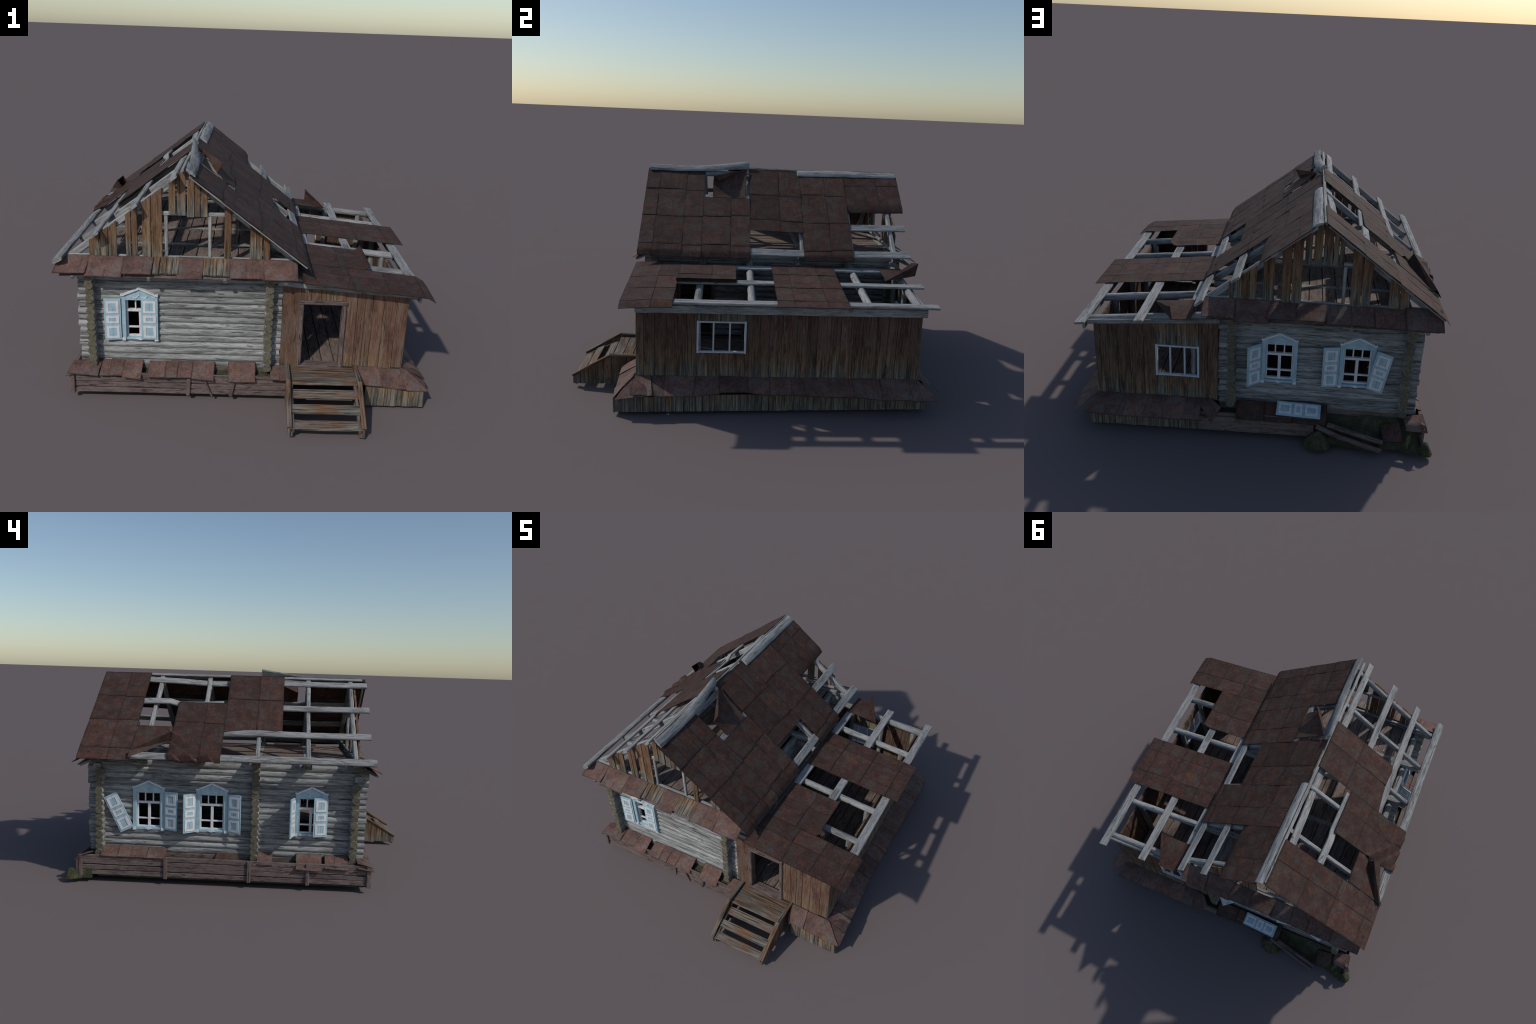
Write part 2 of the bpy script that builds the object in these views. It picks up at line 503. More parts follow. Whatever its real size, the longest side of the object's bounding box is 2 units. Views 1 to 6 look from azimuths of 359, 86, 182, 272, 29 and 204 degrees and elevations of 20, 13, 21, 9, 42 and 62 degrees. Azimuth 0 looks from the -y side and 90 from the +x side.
# foundation boards under the logs
for k, z in enumerate((0.140, 0.116, 0.092)):
    d = 0.002 * k
    beam("foundation_board", (-0.76, YF - 0.016 - d, z), (0.17, YF - 0.016 - d, z), 0.014, 0.026, mat=M_BROWN)
    beam("foundation_board", (-0.76, YB + 0.016 + d, z), (0.17, YB + 0.016 + d, z), 0.014, 0.026, mat=M_BROWN)
    beam("foundation_board", (XL - 0.014 - d, -0.60, z + 0.006), (XL - 0.014 - d, 0.80, z + 0.006), 0.014, 0.026, mat=M_BROWN)
# inner door casing between the rooms and the annex
for y in (-0.462, -0.258):
    beam("inner_door_post", (XR, y, 0.165), (XR, y, 0.51), 0.055, 0.022, up=(0, 1, 0), mat=M_BROWN)
beam("inner_door_lintel", (XR, -0.475, 0.519), (XR, -0.245, 0.519), 0.055, 0.022, mat=M_BROWN)

# ------------------------------------------------------------------ floors
def floor(name, x0, x1, y0, y1, z, n, th, mat):
    w = (x1 - x0) / n
    for i in range(n):
        xc = x0 + (i + 0.5) * w
        beam(name, (xc, y0 + R.uniform(-.004, .004), z + R.uniform(-.0012, .0012)), (xc, y1 + R.uniform(-.004, .004), z + R.uniform(-.0012, .0012)), w - 0.004, th, mat=mat, step=0.12, amp=0.001, c=0.15)

floor("floor_board", -0.72, 0.095, -0.585, 0.79, 0.155, 11, 0.016, M_FLOOR)
floor("annex_floor_board", 0.145, 0.770, -0.605, 0.81, 0.154, 10, 0.014, M_FLOOR)
floor("attic_floor_board", -0.718, 0.090, -0.60, 0.805, 0.688, 12, 0.012, M_FLOOR)

# ------------------------------------------------------------------ ceiling beams, rafters, battens
FRAMES = (-0.602, -0.335, -0.060, 0.258, 0.548, 0.815)
for y in FRAMES:
    beam("ceiling_beam", (-0.835 + R.uniform(-.006, .006), y, 0.680), (0.232 + R.uniform(-.006, .006), y, 0.680), 0.040, 0.030, mat=M_BEAM, cap=M_END)
for i, y in enumerate(FRAMES):
    for s, n, xe in ((-1, NL, -0.862), (1, NR, 0.262)):
        yy = y + (0.016 if i == 0 else -0.016 if i == 5 else 0)
        dn = 0.0315 - (sag(y) if s > 0 else 0)
        a = V((xe, yy, roof_z(xe))) - n * dn
        b = V((RX, yy + 0.001 * s, roof_z(RX))) - n * dn + V((s * 0.004, 0, 0))
        beam("rafter", a, b, 0.024, 0.034, up=n, path=[(0, 0, 0), (0.5, R.uniform(-.004, .004), R.uniform(-.003, .001)), (1, 0, 0)])


def batten(x, y0, y1, side, w=0.044, th=0.013, path=None, lift=-0.0085, **kw):
    n = NL if side < 0 else NR
    p = V((x, 0, roof_z(x))) + n * lift
    if side > 0:
        path = [(i / 10, 0, sag(y0 + (y1 - y0) * i / 10)) for i in range(11)]
    return beam("roof_batten", (p.x, y0, p.z), (p.x, y1, p.z), w, th, up=n, path=path, c=0.25, **kw)

batten(-0.343, -0.680, 0.640, -1, path=[(0, 0, .002), (.3, 0, 0), (.47, -.002, -.004), (.58, -.004, -.020), (.72, -.003, -.018), (.85, 0, -.005), (1, 0, .002)])
batten(-0.522, -0.680, 0.100, -1, path=[(0, 0, .002), (.5, 0, -.002), (1, 0, 0)])
batten(-0.508, 0.155, 0.650, -1, path=[(0, .004, .004), (.25, .006, -.004), (.5, .006, -.008), (.62, .002, .010), (.8, 0, .008), (1, 0, .002)])
batten(-0.701, -0.675, 0.880, -1, path=[(0, 0, .002), (.22, 0, -.002), (.4, 0, .002), (.55, .004, -.004), (1, 0, 0)])
beam("eave_log", (-0.869, -0.690, 0.719), (-0.868, 0.612, 0.714), 0.052, 0.023, up=(-0.55, 0, 1), mat=M_LOG, c=0.38, amp=0.002)
batten(-0.247, -0.655, 0.885, 1, w=0.036)
batten(-0.078, -0.655, 0.880, 1)
batten(0.099, -0.655, 0.886, 1, w=0.050)
batten(0.268, -0.655, 0.884, 1, w=0.050)

# thin barge strips under the sheet edges
for s, n, y, x0, x1 in ((1, NR, -0.668, -0.262, 0.285), (-1, NL, 0.872, -0.318, -0.880), (1, NR, 0.872, -0.262, -0.03)):
    l = (sag(y) if s > 0 else 0) - 0.009
    beam("barge_strip", V((x0, y, roof_z(x0))) + n * l, V((x1, y, roof_z(x1))) + n * l, 0.012, 0.008, up=n)

# ridge boards: the front one is cracked and springs up at its inner end
def ridge_board(stations, th=0.009):
    """loft: (y, upper edge x, z, lower edge x, z); the board twists as the edges change"""
    keys = [tuple(k) for k in stations]
    y0, y1 = keys[0][0], keys[-1][0]
    o = V((-0.265, y0, 1.131))
    n = int((y1 - y0) / 0.025)
    rings = []
    for i in range(n + 1):
        y = y0 + (y1 - y0) * i / n
        xa, za, xb, zb = interp(keys, y)
        a, b = V((xa, y, za)), V((xb, y, zb))
        d = b - a
        nn = V((d.z * -1, 0, d.x)).normalized()
        ring = []
        for t, h in ((0, .25), (.12, .8), (.35, 1.1), (.65, 1.05), (.88, .75), (1, .2), (.9, -.25), (.5, -.3), (.1, -.3)):
            p = a + d * t + nn * ((h - .35) * th)
            q = noise.noise_vector(V((p.x * 50, p.y * 20, p.z * 50)))
            p = p + V((q.x * .001, q.y * (.003 if i in (0, n) else 0), q.z * .0014)) - o
            ring.append((p.y, -p.x, p.z))          # local x runs along the board
        rings.append(ring)
    k = len(rings[0])
    vs = [p for g in rings for p in g]
    fs = [(i * k + j, i * k + (j + 1) % k, (i + 1) * k + (j + 1) % k, (i + 1) * k + j) for i in range(n) for j in range(k)]
    fs += [tuple(range(k))[::-1], tuple(range(n * k, n * k + k))]
    me = mesh("ridge_board", vs, fs, [M_BEAM])
    bm = bmesh.new(); bm.from_mesh(me); bmesh.ops.recalc_face_normals(bm, faces=bm.faces); bm.to_mesh(me); bm.free()
    me.set_sharp_from_angle(angle=math.radians(35))
    M = Matrix(((0, -1, 0), (1, 0, 0), (0, 0, 1))).to_4x4(); M.translation = o
    add("ridge_board", me, M)

beam("ridge_strip", (-0.299, -0.655, 1.140), (-0.299, 0.880, 1.139), 0.018, 0.009, up=NL, mat=M_DARKBEAM)
ridge_board([(-0.678, -.280, 1.155, -.237, 1.121), (-0.50, -.281, 1.151, -.239, 1.119), (-0.36, -.287, 1.152, -.240, 1.122), (-0.26, -.293, 1.162, -.250, 1.127), (-0.052, -.300, 1.190, -.279, 1.146)])
ridge_board([(0.256, -.288, 1.142, -.246, 1.109), (0.48, -.288, 1.148, -.243, 1.114), (0.70, -.287, 1.146, -.241, 1.116), (0.890, -.289, 1.146, -.239, 1.119)])

# ------------------------------------------------------------------ gables
def gable(y, out, boards, base, frame_x, n_low=None):
    nrm = (0, out, 0)
    bz = base
    yy = y
    for x0, x1, zlo in boards:
        xc = (x0 + x1) / 2
        z0 = zlo + R.uniform(-.004, .003)
        top = lambda x: roof_z(x, -0.018) + R.uniform(-.006, .004)
        if x0 < RX < x1:
            h0 = h1 = roof_z(RX) - 0.026 - z0
        else:
            h0, h1 = top(x0) - z0, top(x1) - z0
        plank("gable_board", (xc + R.uniform(-.001, .001), yy + out * R.uniform(0, .002), z0), (1, 0, 0), (x1 - x0) - 0.003, h0, h1, 0.010, nrm, M_GABLE)
    yi = y - out * 0.013
    beam("gable_sill", (-0.845, yi, bz + 0.006), (0.245, yi, bz + 0.006), 0.016, 0.014)
    for x in frame_x:
        beam("gable_stud", (x, yi + out * .002, bz + 0.012), (x, yi + out * .002, 0.918), 0.016, 0.015, up=(0, 1, 0))
    beam("gable_rail", (-0.555, yi - out * .001, 0.928), (-0.055, yi - out * .001, 0.928), 0.016, 0.018)

gable(-0.607, -1, [(-0.739, -0.688, .716), (-0.688, -0.648, .716), (-0.648, -0.607, .718), (-0.568, -0.541, .715), (-0.541, -0.512, .717),
      (-0.491, -0.447, .714), (-0.447, -0.395, .711), (-0.367, -0.333, .926), (-0.331, -0.287, .924), (-0.283, -0.247, .921), (-0.247, -0.219, .920), (-0.219, -0.187, .920),
      (-0.112, -0.077, .709), (0.008, 0.040, .713), (0.040, 0.070, .714), (0.072, 0.105, .712)], 0.708, (-0.380, -0.177))
gable(0.822, 1, [(0.132, 0.105, .728), (0.105, 0.070, .728), (0.070, 0.035, .727), (0.035, 0.000, .727), (-0.028, -0.055, .724), (-0.055, -0.082, .725),
      (-0.114, -0.160, .722), (-0.160, -0.209, .725), (-0.215, -0.249, .926), (-0.254, -0.294, .926), (-0.299, -0.343, .924), (-0.343, -0.370, .923), (-0.370, -0.395, .922),
      (-0.434, -0.485, .724), (-0.485, -0.531, .726), (-0.614, -0.665, .726), (-0.665, -0.712, .726)] and
      [tuple(sorted(b[:2])) + (b[2],) for b in [(0.132, 0.105, .728), (0.105, 0.070, .728), (0.070, 0.035, .727), (0.035, 0.000, .727), (-0.028, -0.055, .724), (-0.055, -0.082, .725),
      (-0.114, -0.160, .722), (-0.160, -0.209, .725), (-0.215, -0.249, .926), (-0.254, -0.294, .926), (-0.299, -0.343, .924), (-0.343, -0.370, .923), (-0.370, -0.395, .922),
      (-0.434, -0.485, .724), (-0.485, -0.531, .726), (-0.614, -0.665, .726), (-0.665, -0.712, .726)]], 0.718, (-0.405,))

# little pent roofs under the gables
def pent(ytop, ybot, ztop, panels, mat_name="pent_sheet"):
    for x0, x1, zb, kind in panels:
        zt = ztop + R.uniform(-.003, .003)
        yb = ybot + R.uniform(-.004, .004)
        lift = R.uniform(0.0, 0.004)
        if kind == 's':
            sk = R.uniform(-.006, .006)
            sheet(mat_name, (x0 - .002, ytop, zt + lift), (x1 + .002, ytop, zt + lift), (x1 + .002 + sk, yb, zb + lift), (x0 - .002 + sk, yb + R.uniform(-.003, .003), zb + lift), M_RUSTL, warp=0.006)
        else:
            n = max(3, round((x1 - x0) / 0.032))
            w = (x1 - x0) / n
            for i in range(n):
                xc = x0 + (i + .5) * w
                a, b = V((xc, yb + (.020 if yb < 0 else 0) + R.uniform(-.003, .003), zb - .008)), V((xc, ytop, zt))
                sweep("pent_board", a, b, V((0, -(zt - zb), abs(ytop - ybot))) if ytop > ybot else (0, 1, 1), rect(w - .002, .009, .12), [M_GABLE])

pent(-0.612, -0.722, 0.719, [(-0.880, -0.737, .668, 's'), (-0.742, -0.577, .655, 's'), (-0.574, -0.440, .668, 's'), (-0.436, -0.315, .677, 'w'),
     (-0.318, -0.204, .655, 's'), (-0.203, -0.079, .675, 'w'), (-0.079, 0.075, .662, 's'), (0.075, 0.236, .658, 's')])
for x0, x1 in ((-0.86, -0.60), (-0.60, -0.32), (-0.32, -0.05), (-0.05, 0.225)):
    sheet("pent_lining", (x0, -0.614, .700), (x1, -0.614, .700), (x1, -0.702, .648), (x0, -0.702, .648), M_BROWN, th=.005, warp=.002)
pent(0.828, 0.922, 0.726, [(0.098, 0.246, .674, 's'), (-0.064, 0.098, .656, 's'), (-0.190, -0.064, .676, 's'), (-0.328, -0.190, .681, 's'),
     (-0.446, -0.328, .667, 's'), (-0.553, -0.446, .670, 's'), (-0.698, -0.553, .668, 's'), (-0.866, -0.698, .663, 's')])
for x0, x1 in ((-0.85, -0.60), (-0.60, -0.32), (-0.32, -0.05), (-0.05, 0.225)):
    sheet("pent_lining", (x0, 0.830, .704), (x1, 0.830, .704), (x1, 0.900, .652), (x0, 0.900, .652), M_BROWN, th=.005, warp=.002)
for x in [-0.80, -0.45, -0.1, 0.18]:
    beam("pent_bracket", (x, -0.60, .690), (x, -0.708, .640), .018, .016, mat=M_DARKBEAM)
    beam("pent_bracket", (x, 0.80, .690), (x, 0.905, .644), .018, .016, mat=M_DARKBEAM)

# ------------------------------------------------------------------ main roof sheets
def slope_sheets(side, ys, xs, lip=None, curl=None, relief=None, name="roof_sheet", mat=M_RUST, lift0=0.0012, zf=None, nrm=None):
    """panels between the y seams `ys` and the down-slope x seams `xs`"""
    zf = zf or (roof_r if side > 0 else (lambda x, y, l: roof_z(x, l)))
    for a, (y0, y1) in enumerate(zip(ys, ys[1:])):
        for b, (x0, x1) in enumerate(zip(xs, xs[1:])):
            last = b == len(xs) - 2
            lo, hi = lift0 + R.uniform(0, .0006), lift0 + 0.0010 + R.uniform(0, .0008)
            dx = 0.006 * (1 if x1 > x0 else -1)
            jx = 0 if last else R.uniform(-.006, .006)
            ovl = 0.0025
            top0 = hi if b == 0 else lo - .0005
            xa, xb = x0 - (0 if b == 0 else dx * 1.7), x1 + dx * .5 + jx
            A = (xa, y0 - ovl, zf(xa, y0, top0))
            B = (xa, y1 + ovl, zf(xa, y1, top0 + .0005))
            C = (xb, y1 + ovl, zf(xb, y1, hi + .0005))
            D = (xb, y0 - ovl, zf(xb, y0, hi))
            bend = None
            if last and lip:
                k0, drop = lip
                def bend(u, v, k0=k0, drop=drop):
                    t = max(0, (v - k0) / (1 - k0))
                    return (-drop * t, 0)
            if curl and (a, b) in curl:
                bend = curl[(a, b)]
            if relief:
                inner = bend
                def bend(u, v, y0=y0, y1=y1, xa=xa, xb=xb, inner=inner):
                    return ((inner(u, v)[0] if inner else 0) + relief(xa + (xb - xa) * v, y0 + (y1 - y0) * u), 0)
            sheet(name, A, B, C, D, mat, bend=bend, nu=18 if relief else 6, nv=18 if relief else 8 if last else 6, warp=.002, th=.0022, edge=.0012)

LIP = (0.62, 0.014)
def crease(u, v):   # diagonal buckles in a corner
    d = (v + (1 - u)) - 1.0
    return (0.0035 * math.sin(max(0, d) * 14) * min(1, (1 - v) * 6) if d > 0 else 0, 0)

slope_sheets(1, [-0.686, -0.610, -0.443, -0.332], [-0.262, -0.118, 0.060, 0.240, 0.304], LIP)
slope_sheets(1, [-0.332, -0.166, -0.050], [-0.070, 0.051, 0.238, 0.304], LIP, {(0, 1): crease})
slope_sheets(1, [-0.050, 0.130, 0.267], [-0.284, -0.108, 0.064, 0.137])
slope_sheets(1, [0.267, 0.424, 0.548], [-0.262, -0.118, 0.070, 0.248, 0.304], LIP)
slope_sheets(1, [0.550, 0.757, 0.895], [-0.252, -0.190, -0.006], (0.86, 0.014))
# left slope
def over_log(u, v):      # the eave row runs out over the log and turns down behind it
    return (0.013 * min(1, v / .72) ** .7 if v < .8 else 0.013 - (v - .8) * .10, 0)
slope_sheets(-1, [0.617, 0.732, 0.893], [-0.304, -0.479, -0.650, -0.833, -0.896], (0.75, 0.008))
def buckles(x, y):       # diagonal folds stepping down to the sheet's lower corner
    d = 0.591 * (y - 0.41) - 0.806 * (x + 0.90)
    for a, b in ((-0.148, -0.092), (-0.092, -0.040), (-0.040, 0.02)):
        if a < d <= b:
            t = (d - a) / (b - a)
            return 0.019 * (1 - t) * min(1, t * 9) - 0.003
    return 0.0
slope_sheets(-1, [0.133, 0.245, 0.410], [-0.514, -0.649, -0.833, -0.896], None, {(0, 2): over_log, (1, 2): over_log}, relief=buckles)
def tuck(u, v):
    d = max(0, v - .82) + max(0, (v - .9) + (.12 - u)) * .5
    return (-0.05 * d, 0)
slope_sheets(-1, [-0.188, -0.050, 0.131], [-0.302, -0.477, -0.702], None, {(0, 1): tuck, (1, 1): tuck})


def folded(name, pts, faces, mat, th=0.003, cuts=3, warp=0.003):
    """torn sheet piece folded along creases: polygons over shared 3D points"""
    bm = bmesh.new()
    o = sum((V(p) for p in pts), V()) / len(pts)
    vs = [bm.verts.new(V(p) - o) for p in pts]
    for f in faces:
        bm.faces.new([vs[i] for i in f])
    bmesh.ops.recalc_face_normals(bm, faces=bm.faces)
    bmesh.ops.subdivide_edges(bm, edges=bm.edges[:], cuts=cuts, use_grid_fill=True)
    bmesh.ops.triangulate(bm, faces=bm.faces[:])
    for v in bm.verts:
        v.co += noise.noise_vector((v.co + o) * 17) * warp
    bmesh.ops.solidify(bm, geom=bm.faces[:], thickness=th)
    me = finish(bm, name, [mat], 30)
    M = Matrix.Translation(o)
    return add(name, me, M)

# the torn sheet in the hole of the right slope, its upper front corner peeled back
P = lambda x, y, l: (x, y, roof_z(x, l))
folded("torn_roof_sheet",
       [(-0.078, -0.275, 0.979), (-0.073, -0.080, 0.977), (-0.258, -0.066, 1.140), (-0.161, -0.279, 1.051), (-0.132, -0.274, 1.105), (-0.150, -0.243, 1.074), (-0.118, -0.17, 1.000)],
       [(0, 1, 6), (0, 6, 3), (1, 2, 6), (6, 2, 3), (3, 2, 4), (4, 2, 5)], M_RUST, warp=.002)
# torn sheet at the left eave, buckled up into a crest with its lower corner turned under
folded("torn_roof_sheet",
       [(-0.684, 0.606, .860), (-0.680, 0.413, .860), (-0.744, 0.440, .818), (-0.855, 0.616, .736), (-0.774, 0.438, .866), (-0.806, 0.408, .842), (-0.772, 0.411, .790), (-0.882, 0.616, .742), (-0.902, 0.618, .704), (-0.722, 0.408, .829)],
       [(0, 1, 2), (0, 2, 3), (1, 9, 2), (2, 4, 3), (4, 7, 3), (4, 5, 7), (5, 6, 7), (6, 8, 7)], M_RUST, warp=.0015)

# ------------------------------------------------------------------ annex
AX, AY0, AY1 = 0.777, -0.622, 0.822
az = lambda x, y, l=0: 0.6693 - 0.0965 * x + l
apost = (-0.320, -0.048, 0.245, 0.545, 0.800)
for y in (-0.600,) + apost:
    x0 = 0.135
    log("annex_rafter", (x0, y, az(x0, y) - 0.030), (0.818, y, az(0.818, y) - 0.030), 0.0200, mat=M_BEAM, cap=M_BEAM)
for y in apost:
    log("annex_post", (0.758, y, 0.165), (0.758, y, 0.562), 0.018, mat=M_BEAM, cap=M_BEAM)
for x in (0.30, 0.53):
    log("annex_post", (x, 0.797, 0.165), (x, 0.797, 0.585), 0.017, mat=M_BEAM, cap=M_BEAM)
for x, y1, w in ((0.312, 0.705, 0.048), (0.550, 0.888, 0.049), (0.832, 0.888, 0.050)):
    beam("annex_roof_board", (x, -0.595, az(x, 0) - 0.009), (x, y1, az(x, 0) - 0.009), w, 0.013, up=(0.1, 0, 1), c=0.25,
         path=[(0, 0, 0), (.35, R.uniform(-.003, .003), R.uniform(-.002, .002)), (.7, R.uniform(-.003, .003), .001), (1, 0, 0)])
beam("annex_fascia", (0.838, -0.622, 0.543), (0.830, 0.836, 0.544), 0.040, 0.013, up=(1, 0, 0), mat=M_DARKBEAM)
beam("annex_front_plate", (0.150, -0.630, 0.610), (0.822, -0.630, 0.562), 0.016, 0.024, mat=M_DARKBEAM)
beam("annex_back_plate", (0.170, 0.826, 0.606), (0.815, 0.826, 0.560), 0.016, 0.022, mat=M_DARKBEAM)

def az_front(x, y, l):
    return az(x, y, l) - 0.10 * max(0, -0.60 - y)
slope_sheets(1, [-0.692, -0.545, -0.440], [0.262, 0.500, 0.670, 0.838, 0.889], (0.35, 0.020), zf=az_front, name="annex_roof_sheet")
def curlup(u, v):
    t = max(0, (v - .80) / .2)
    return (0.028 * t * t, -0.005 * t)
slope_sheets(1, [-0.440, -0.262, -0.130], [0.300, 0.470, 0.606], None, {(0, 1): curlup, (1, 1): curlup}, zf=az, name="annex_roof_sheet", lift0=.003)
slope_sheets(1, [0.076, 0.160, 0.326, 0.428], [0.270, 0.440, 0.640, 0.815, 0.900], None, zf=az, name="annex_roof_sheet")
folded("torn_roof_sheet",
       [(0.300, 0.695, az(.3, 0, .006)), (0.512, 0.690, az(.512, 0, .006)), (0.392, 0.888, az(.392, 0, .003) - .008), (0.300, 0.890, az(.3, 0, .003) - .006),
        (0.399, 0.899, 0.702), (0.386, 0.862, 0.704)],
       [(0, 1, 2, 3), (1, 2, 4), (1, 4, 5)], M_RUST)

# board walls of the annex
def board_wall(p, axis, a0, a1, z0, ztop, out, widths, openings=(), mat=M_PLANK, name="wall_board", z0j=0.004):
    """row of upright boards; `openings` are (a0, a1, z0, z1)"""
    stops = sorted(set([a0, a1] + [v for o in openings for v in o[:2]]))
    for s0, s1 in zip(stops, stops[1:]):
        mid = (s0 + s1) / 2
        op = next((o for o in openings if o[0] - 1e-6 <= mid <= o[1] + 1e-6), None)
        n = max(1, round((s1 - s0) / R.uniform(*widths)))
        ws = [R.uniform(.75, 1.3) for _ in range(n)]
        k = (s1 - s0) / sum(ws)
        a = s0
        for w in ws:
            w *= k
            spans = [(z0 + R.uniform(-z0j, z0j), None)] if op is None else ([(z0 + R.uniform(-z0j, z0j), op[2])] if op[2] > z0 + .01 else []) + [(op[3], None)]
            for zl, zh in spans:
                hl = (zh if zh else ztop(a)) - zl
                hr = (zh if zh else ztop(a + w)) - zl
                d = R.uniform(-.0015, .0015)
                c = a + w / 2
                q = p(c) if callable(p) else p
                foot = (c, q + d, zl) if axis == 'x' else (q + d, c, zl)
                plank(name, foot, (1, 0, 0) if axis == 'x' else (0, 1, 0), w - 0.0014, hl, hr, 0.011, (0, out, 0) if axis == 'x' else (out, 0, 0), mat)
            a += w

slant = lambda x: 0.604 - 0.075 * (x - 0.178)
board_wall(AY0, 'x', 0.174, 0.783, 0.170, slant, -1, (.05, .066), [(0.262, 0.480, 0.160, 0.522)], M_PLANKF)
board_wall(AY1, 'x', 0.178, 0.786, 0.166, slant, 1, (.048, .064), [(0.275, 0.480, 0.294, 0.458)])
board_wall(AX, 'y', -0.626, 0.826, 0.168, lambda y: 0.548, 1, (.046, .064), [(-0.318, -0.075, 0.303, 0.466)])

def annex_window(M, w, h):
    t, n = 0.0085, 3
    it = [(0, w, -.008, .008, 0, t, 0), (0, w, -.008, .008, h - t, h, 0), (-.002, t, -.0085, .0085, -.002, h + .002, 0), (w - t, w + .002, -.0085, .0085, -.002, h + .002, 0)]
    for i in (1, 2):
        it.append((w * i / n - t / 2, w * i / n + t / 2, -.006, .006, t * .6, h - t * .6, 0))
    add("annex_window", finish(boxes(it, .001), "annex_window", [M_GLAZE]), M)

annex_window(frame((AX + 0.004, -0.320, 0.300), (0, 1, 0), (0, 0, 1)), 0.247, 0.168)
annex_window(frame((0.484, AY1 + 0.003, 0.291), (-1, 0, 0), (0, 0, 1)), 0.212, 0.169)

# door casing
dy = AY0 - 0.004
for x in (0.2685, 0.4735):
    beam("door_post", (x, dy + .014, 0.172), (x, dy + .014, 0.507), 0.048, 0.020, up=(1, 0, 0), mat=M_BROWN)
beam("door_lintel", (0.256, dy + .012, 0.516), (0.485, dy + .012, 0.516), 0.052, 0.021, mat=M_BROWN)
beam("door_sill", (0.262, dy + .016, 0.172), (0.480, dy + .016, 0.172), 0.056, 0.016, mat=M_BROWN)
beam("door_sill", (0.255, dy - .012, 0.165), (0.487, dy - .012, 0.165), 0.018, 0.012, mat=M_BROWN)

# ------------------------------------------------------------------ steps
def rail_z(y):
    return 0.183 if y > -0.797 else 0.183 - (-0.797 - y) * 0.58
for x, ins in ((0.209, 1), (0.546, -1)):
    ys = [-0.998 + i * (0.372 / 9) for i in range(10)]
    for y0, y1 in zip(ys, ys[1:]):
        z0 = 0.021 + R.uniform(-.004, .003)
        plank("stair_side_board", (x, (y0 + y1) / 2, z0), (0, 1, 0), (y1 - y0) - .0015, rail_z(y0) - .005 - z0, rail_z(y1) - .005 - z0, .010, (-ins, 0, 0), M_PLANK)
    beam("stair_rail", (x, -0.622, 0.180), (x, -0.800, 0.186), 0.022, 0.011, mat=M_STEP)
    beam("stair_rail", (x, -0.796, 0.186), (x, -1.000, 0.066), 0.022, 0.011, mat=M_STEP)
    beam("stair_leg", (x + ins * .011, -0.982, 0.012), (x + ins * .011, -0.982, 0.060), 0.016, 0.012, up=(0, 1, 0), mat=M_STEP)
    beam("stair_leg", (x + ins * .011, -0.80, 0.016), (x + ins * .011, -0.80, 0.150), 0.016, 0.012, up=(0, 1, 0), mat=M_STEP)
for i, y in enumerate((-0.655, -0.709, -0.763)):
    beam("stair_platform_board", (0.214, y, 0.164), (0.541, y, 0.164), 0.0525, 0.012, mat=M_STEP)
for y, z, b in ((-0.825, 0.133, 0), (-0.907, 0.103, .002), (-0.971, 0.062, -.006)):
    beam("stair_tread", (0.214, y, z), (0.541, y, z), 0.050, 0.011, up=(0, -0.40, 1), mat=M_STEP, path=[(0, 0, 0), (.45, 0, b), (1, 0, 0)])
for x in (0.226, 0.529):
    beam("stair_stringer", (x, -0.63, 0.150), (x, -0.80, 0.150), 0.012, 0.03, mat=M_BROWN)
    beam("stair_stringer", (x, -0.795, 0.142), (x, -0.995, 0.045), 0.012, 0.026, mat=M_BROWN)

# ------------------------------------------------------------------ boarded base (earth bank) round the log house
def rail_boards(p0, p1, zs, out, th=0.012, h=0.0265):
    for z in zs:
        a, b = V(p0), V(p1)
        d = V(out) * R.uniform(-.001, .001)
        beam("base_board", a + d + V((0, 0, z)), b + d + V((0, 0, z)), th, h, mat=M_BROWN, amp=.0012)

rows = (0.054, 0.083, 0.112, 0.139)
for y0, y1 in ((-0.690, -0.354), (-0.354, -0.034), (-0.034, 0.424), (0.424, 0.900)):
    rail_boards((-0.832, y0, 0), (-0.832, y1, 0), [z + R.uniform(-.002, .002) for z in rows], (1, 0, 0))
for y in (-0.684, -0.354, -0.034, 0.424, 0.894):
    beam("base_post", (-0.842, y, 0.034), (-0.842, y, 0.152), 0.012, 0.021, up=(0, 1, 0), mat=M_BROWN)
rows = (0.047, 0.076, 0.105)
for x0, x1 in ((-0.838, -0.265), (-0.265, -0.075), (-0.075, 0.215)):
    rail_boards((x0, -0.684, 0), (x1, -0.684, 0), [z + R.uniform(-.002, .002) for z in rows], (0, 1, 0))
rail_boards((-0.838, -0.680, 0), (0.215, -0.680, 0), (0.128,), (0, 1, 0), h=.02)
for x, lean in ((-0.832, 0), (-0.272, .004), (-0.165, -.03), (-0.060, .012)):
    beam("base_post", (x - lean * .3, -0.695, 0.030), (x + lean, -0.695, 0.126), 0.011, 0.018 if lean > -.02 else .010, up=(1, 0, 0), mat=M_BROWN)
rows = (0.047, 0.074, 0.101)
rail_boards((0.262, 0.892, 0), (-0.300, 0.892, 0), rows, (0, 1, 0))
rail_boards((0.262, 0.886, 0), (-0.300, 0.886, 0), (0.126,), (0, 1, 0), h=.02)
beam("base_post", (-0.296, 0.901, 0.034), (-0.300, 0.901, 0.120), 0.012, 0.020, up=(1, 0, 0), mat=M_BROWN)
beam("base_post", (0.000, 0.878, 0.034), (0.000, 0.878, 0.130), 0.012, 0.020, up=(1, 0, 0), mat=M_BROWN)

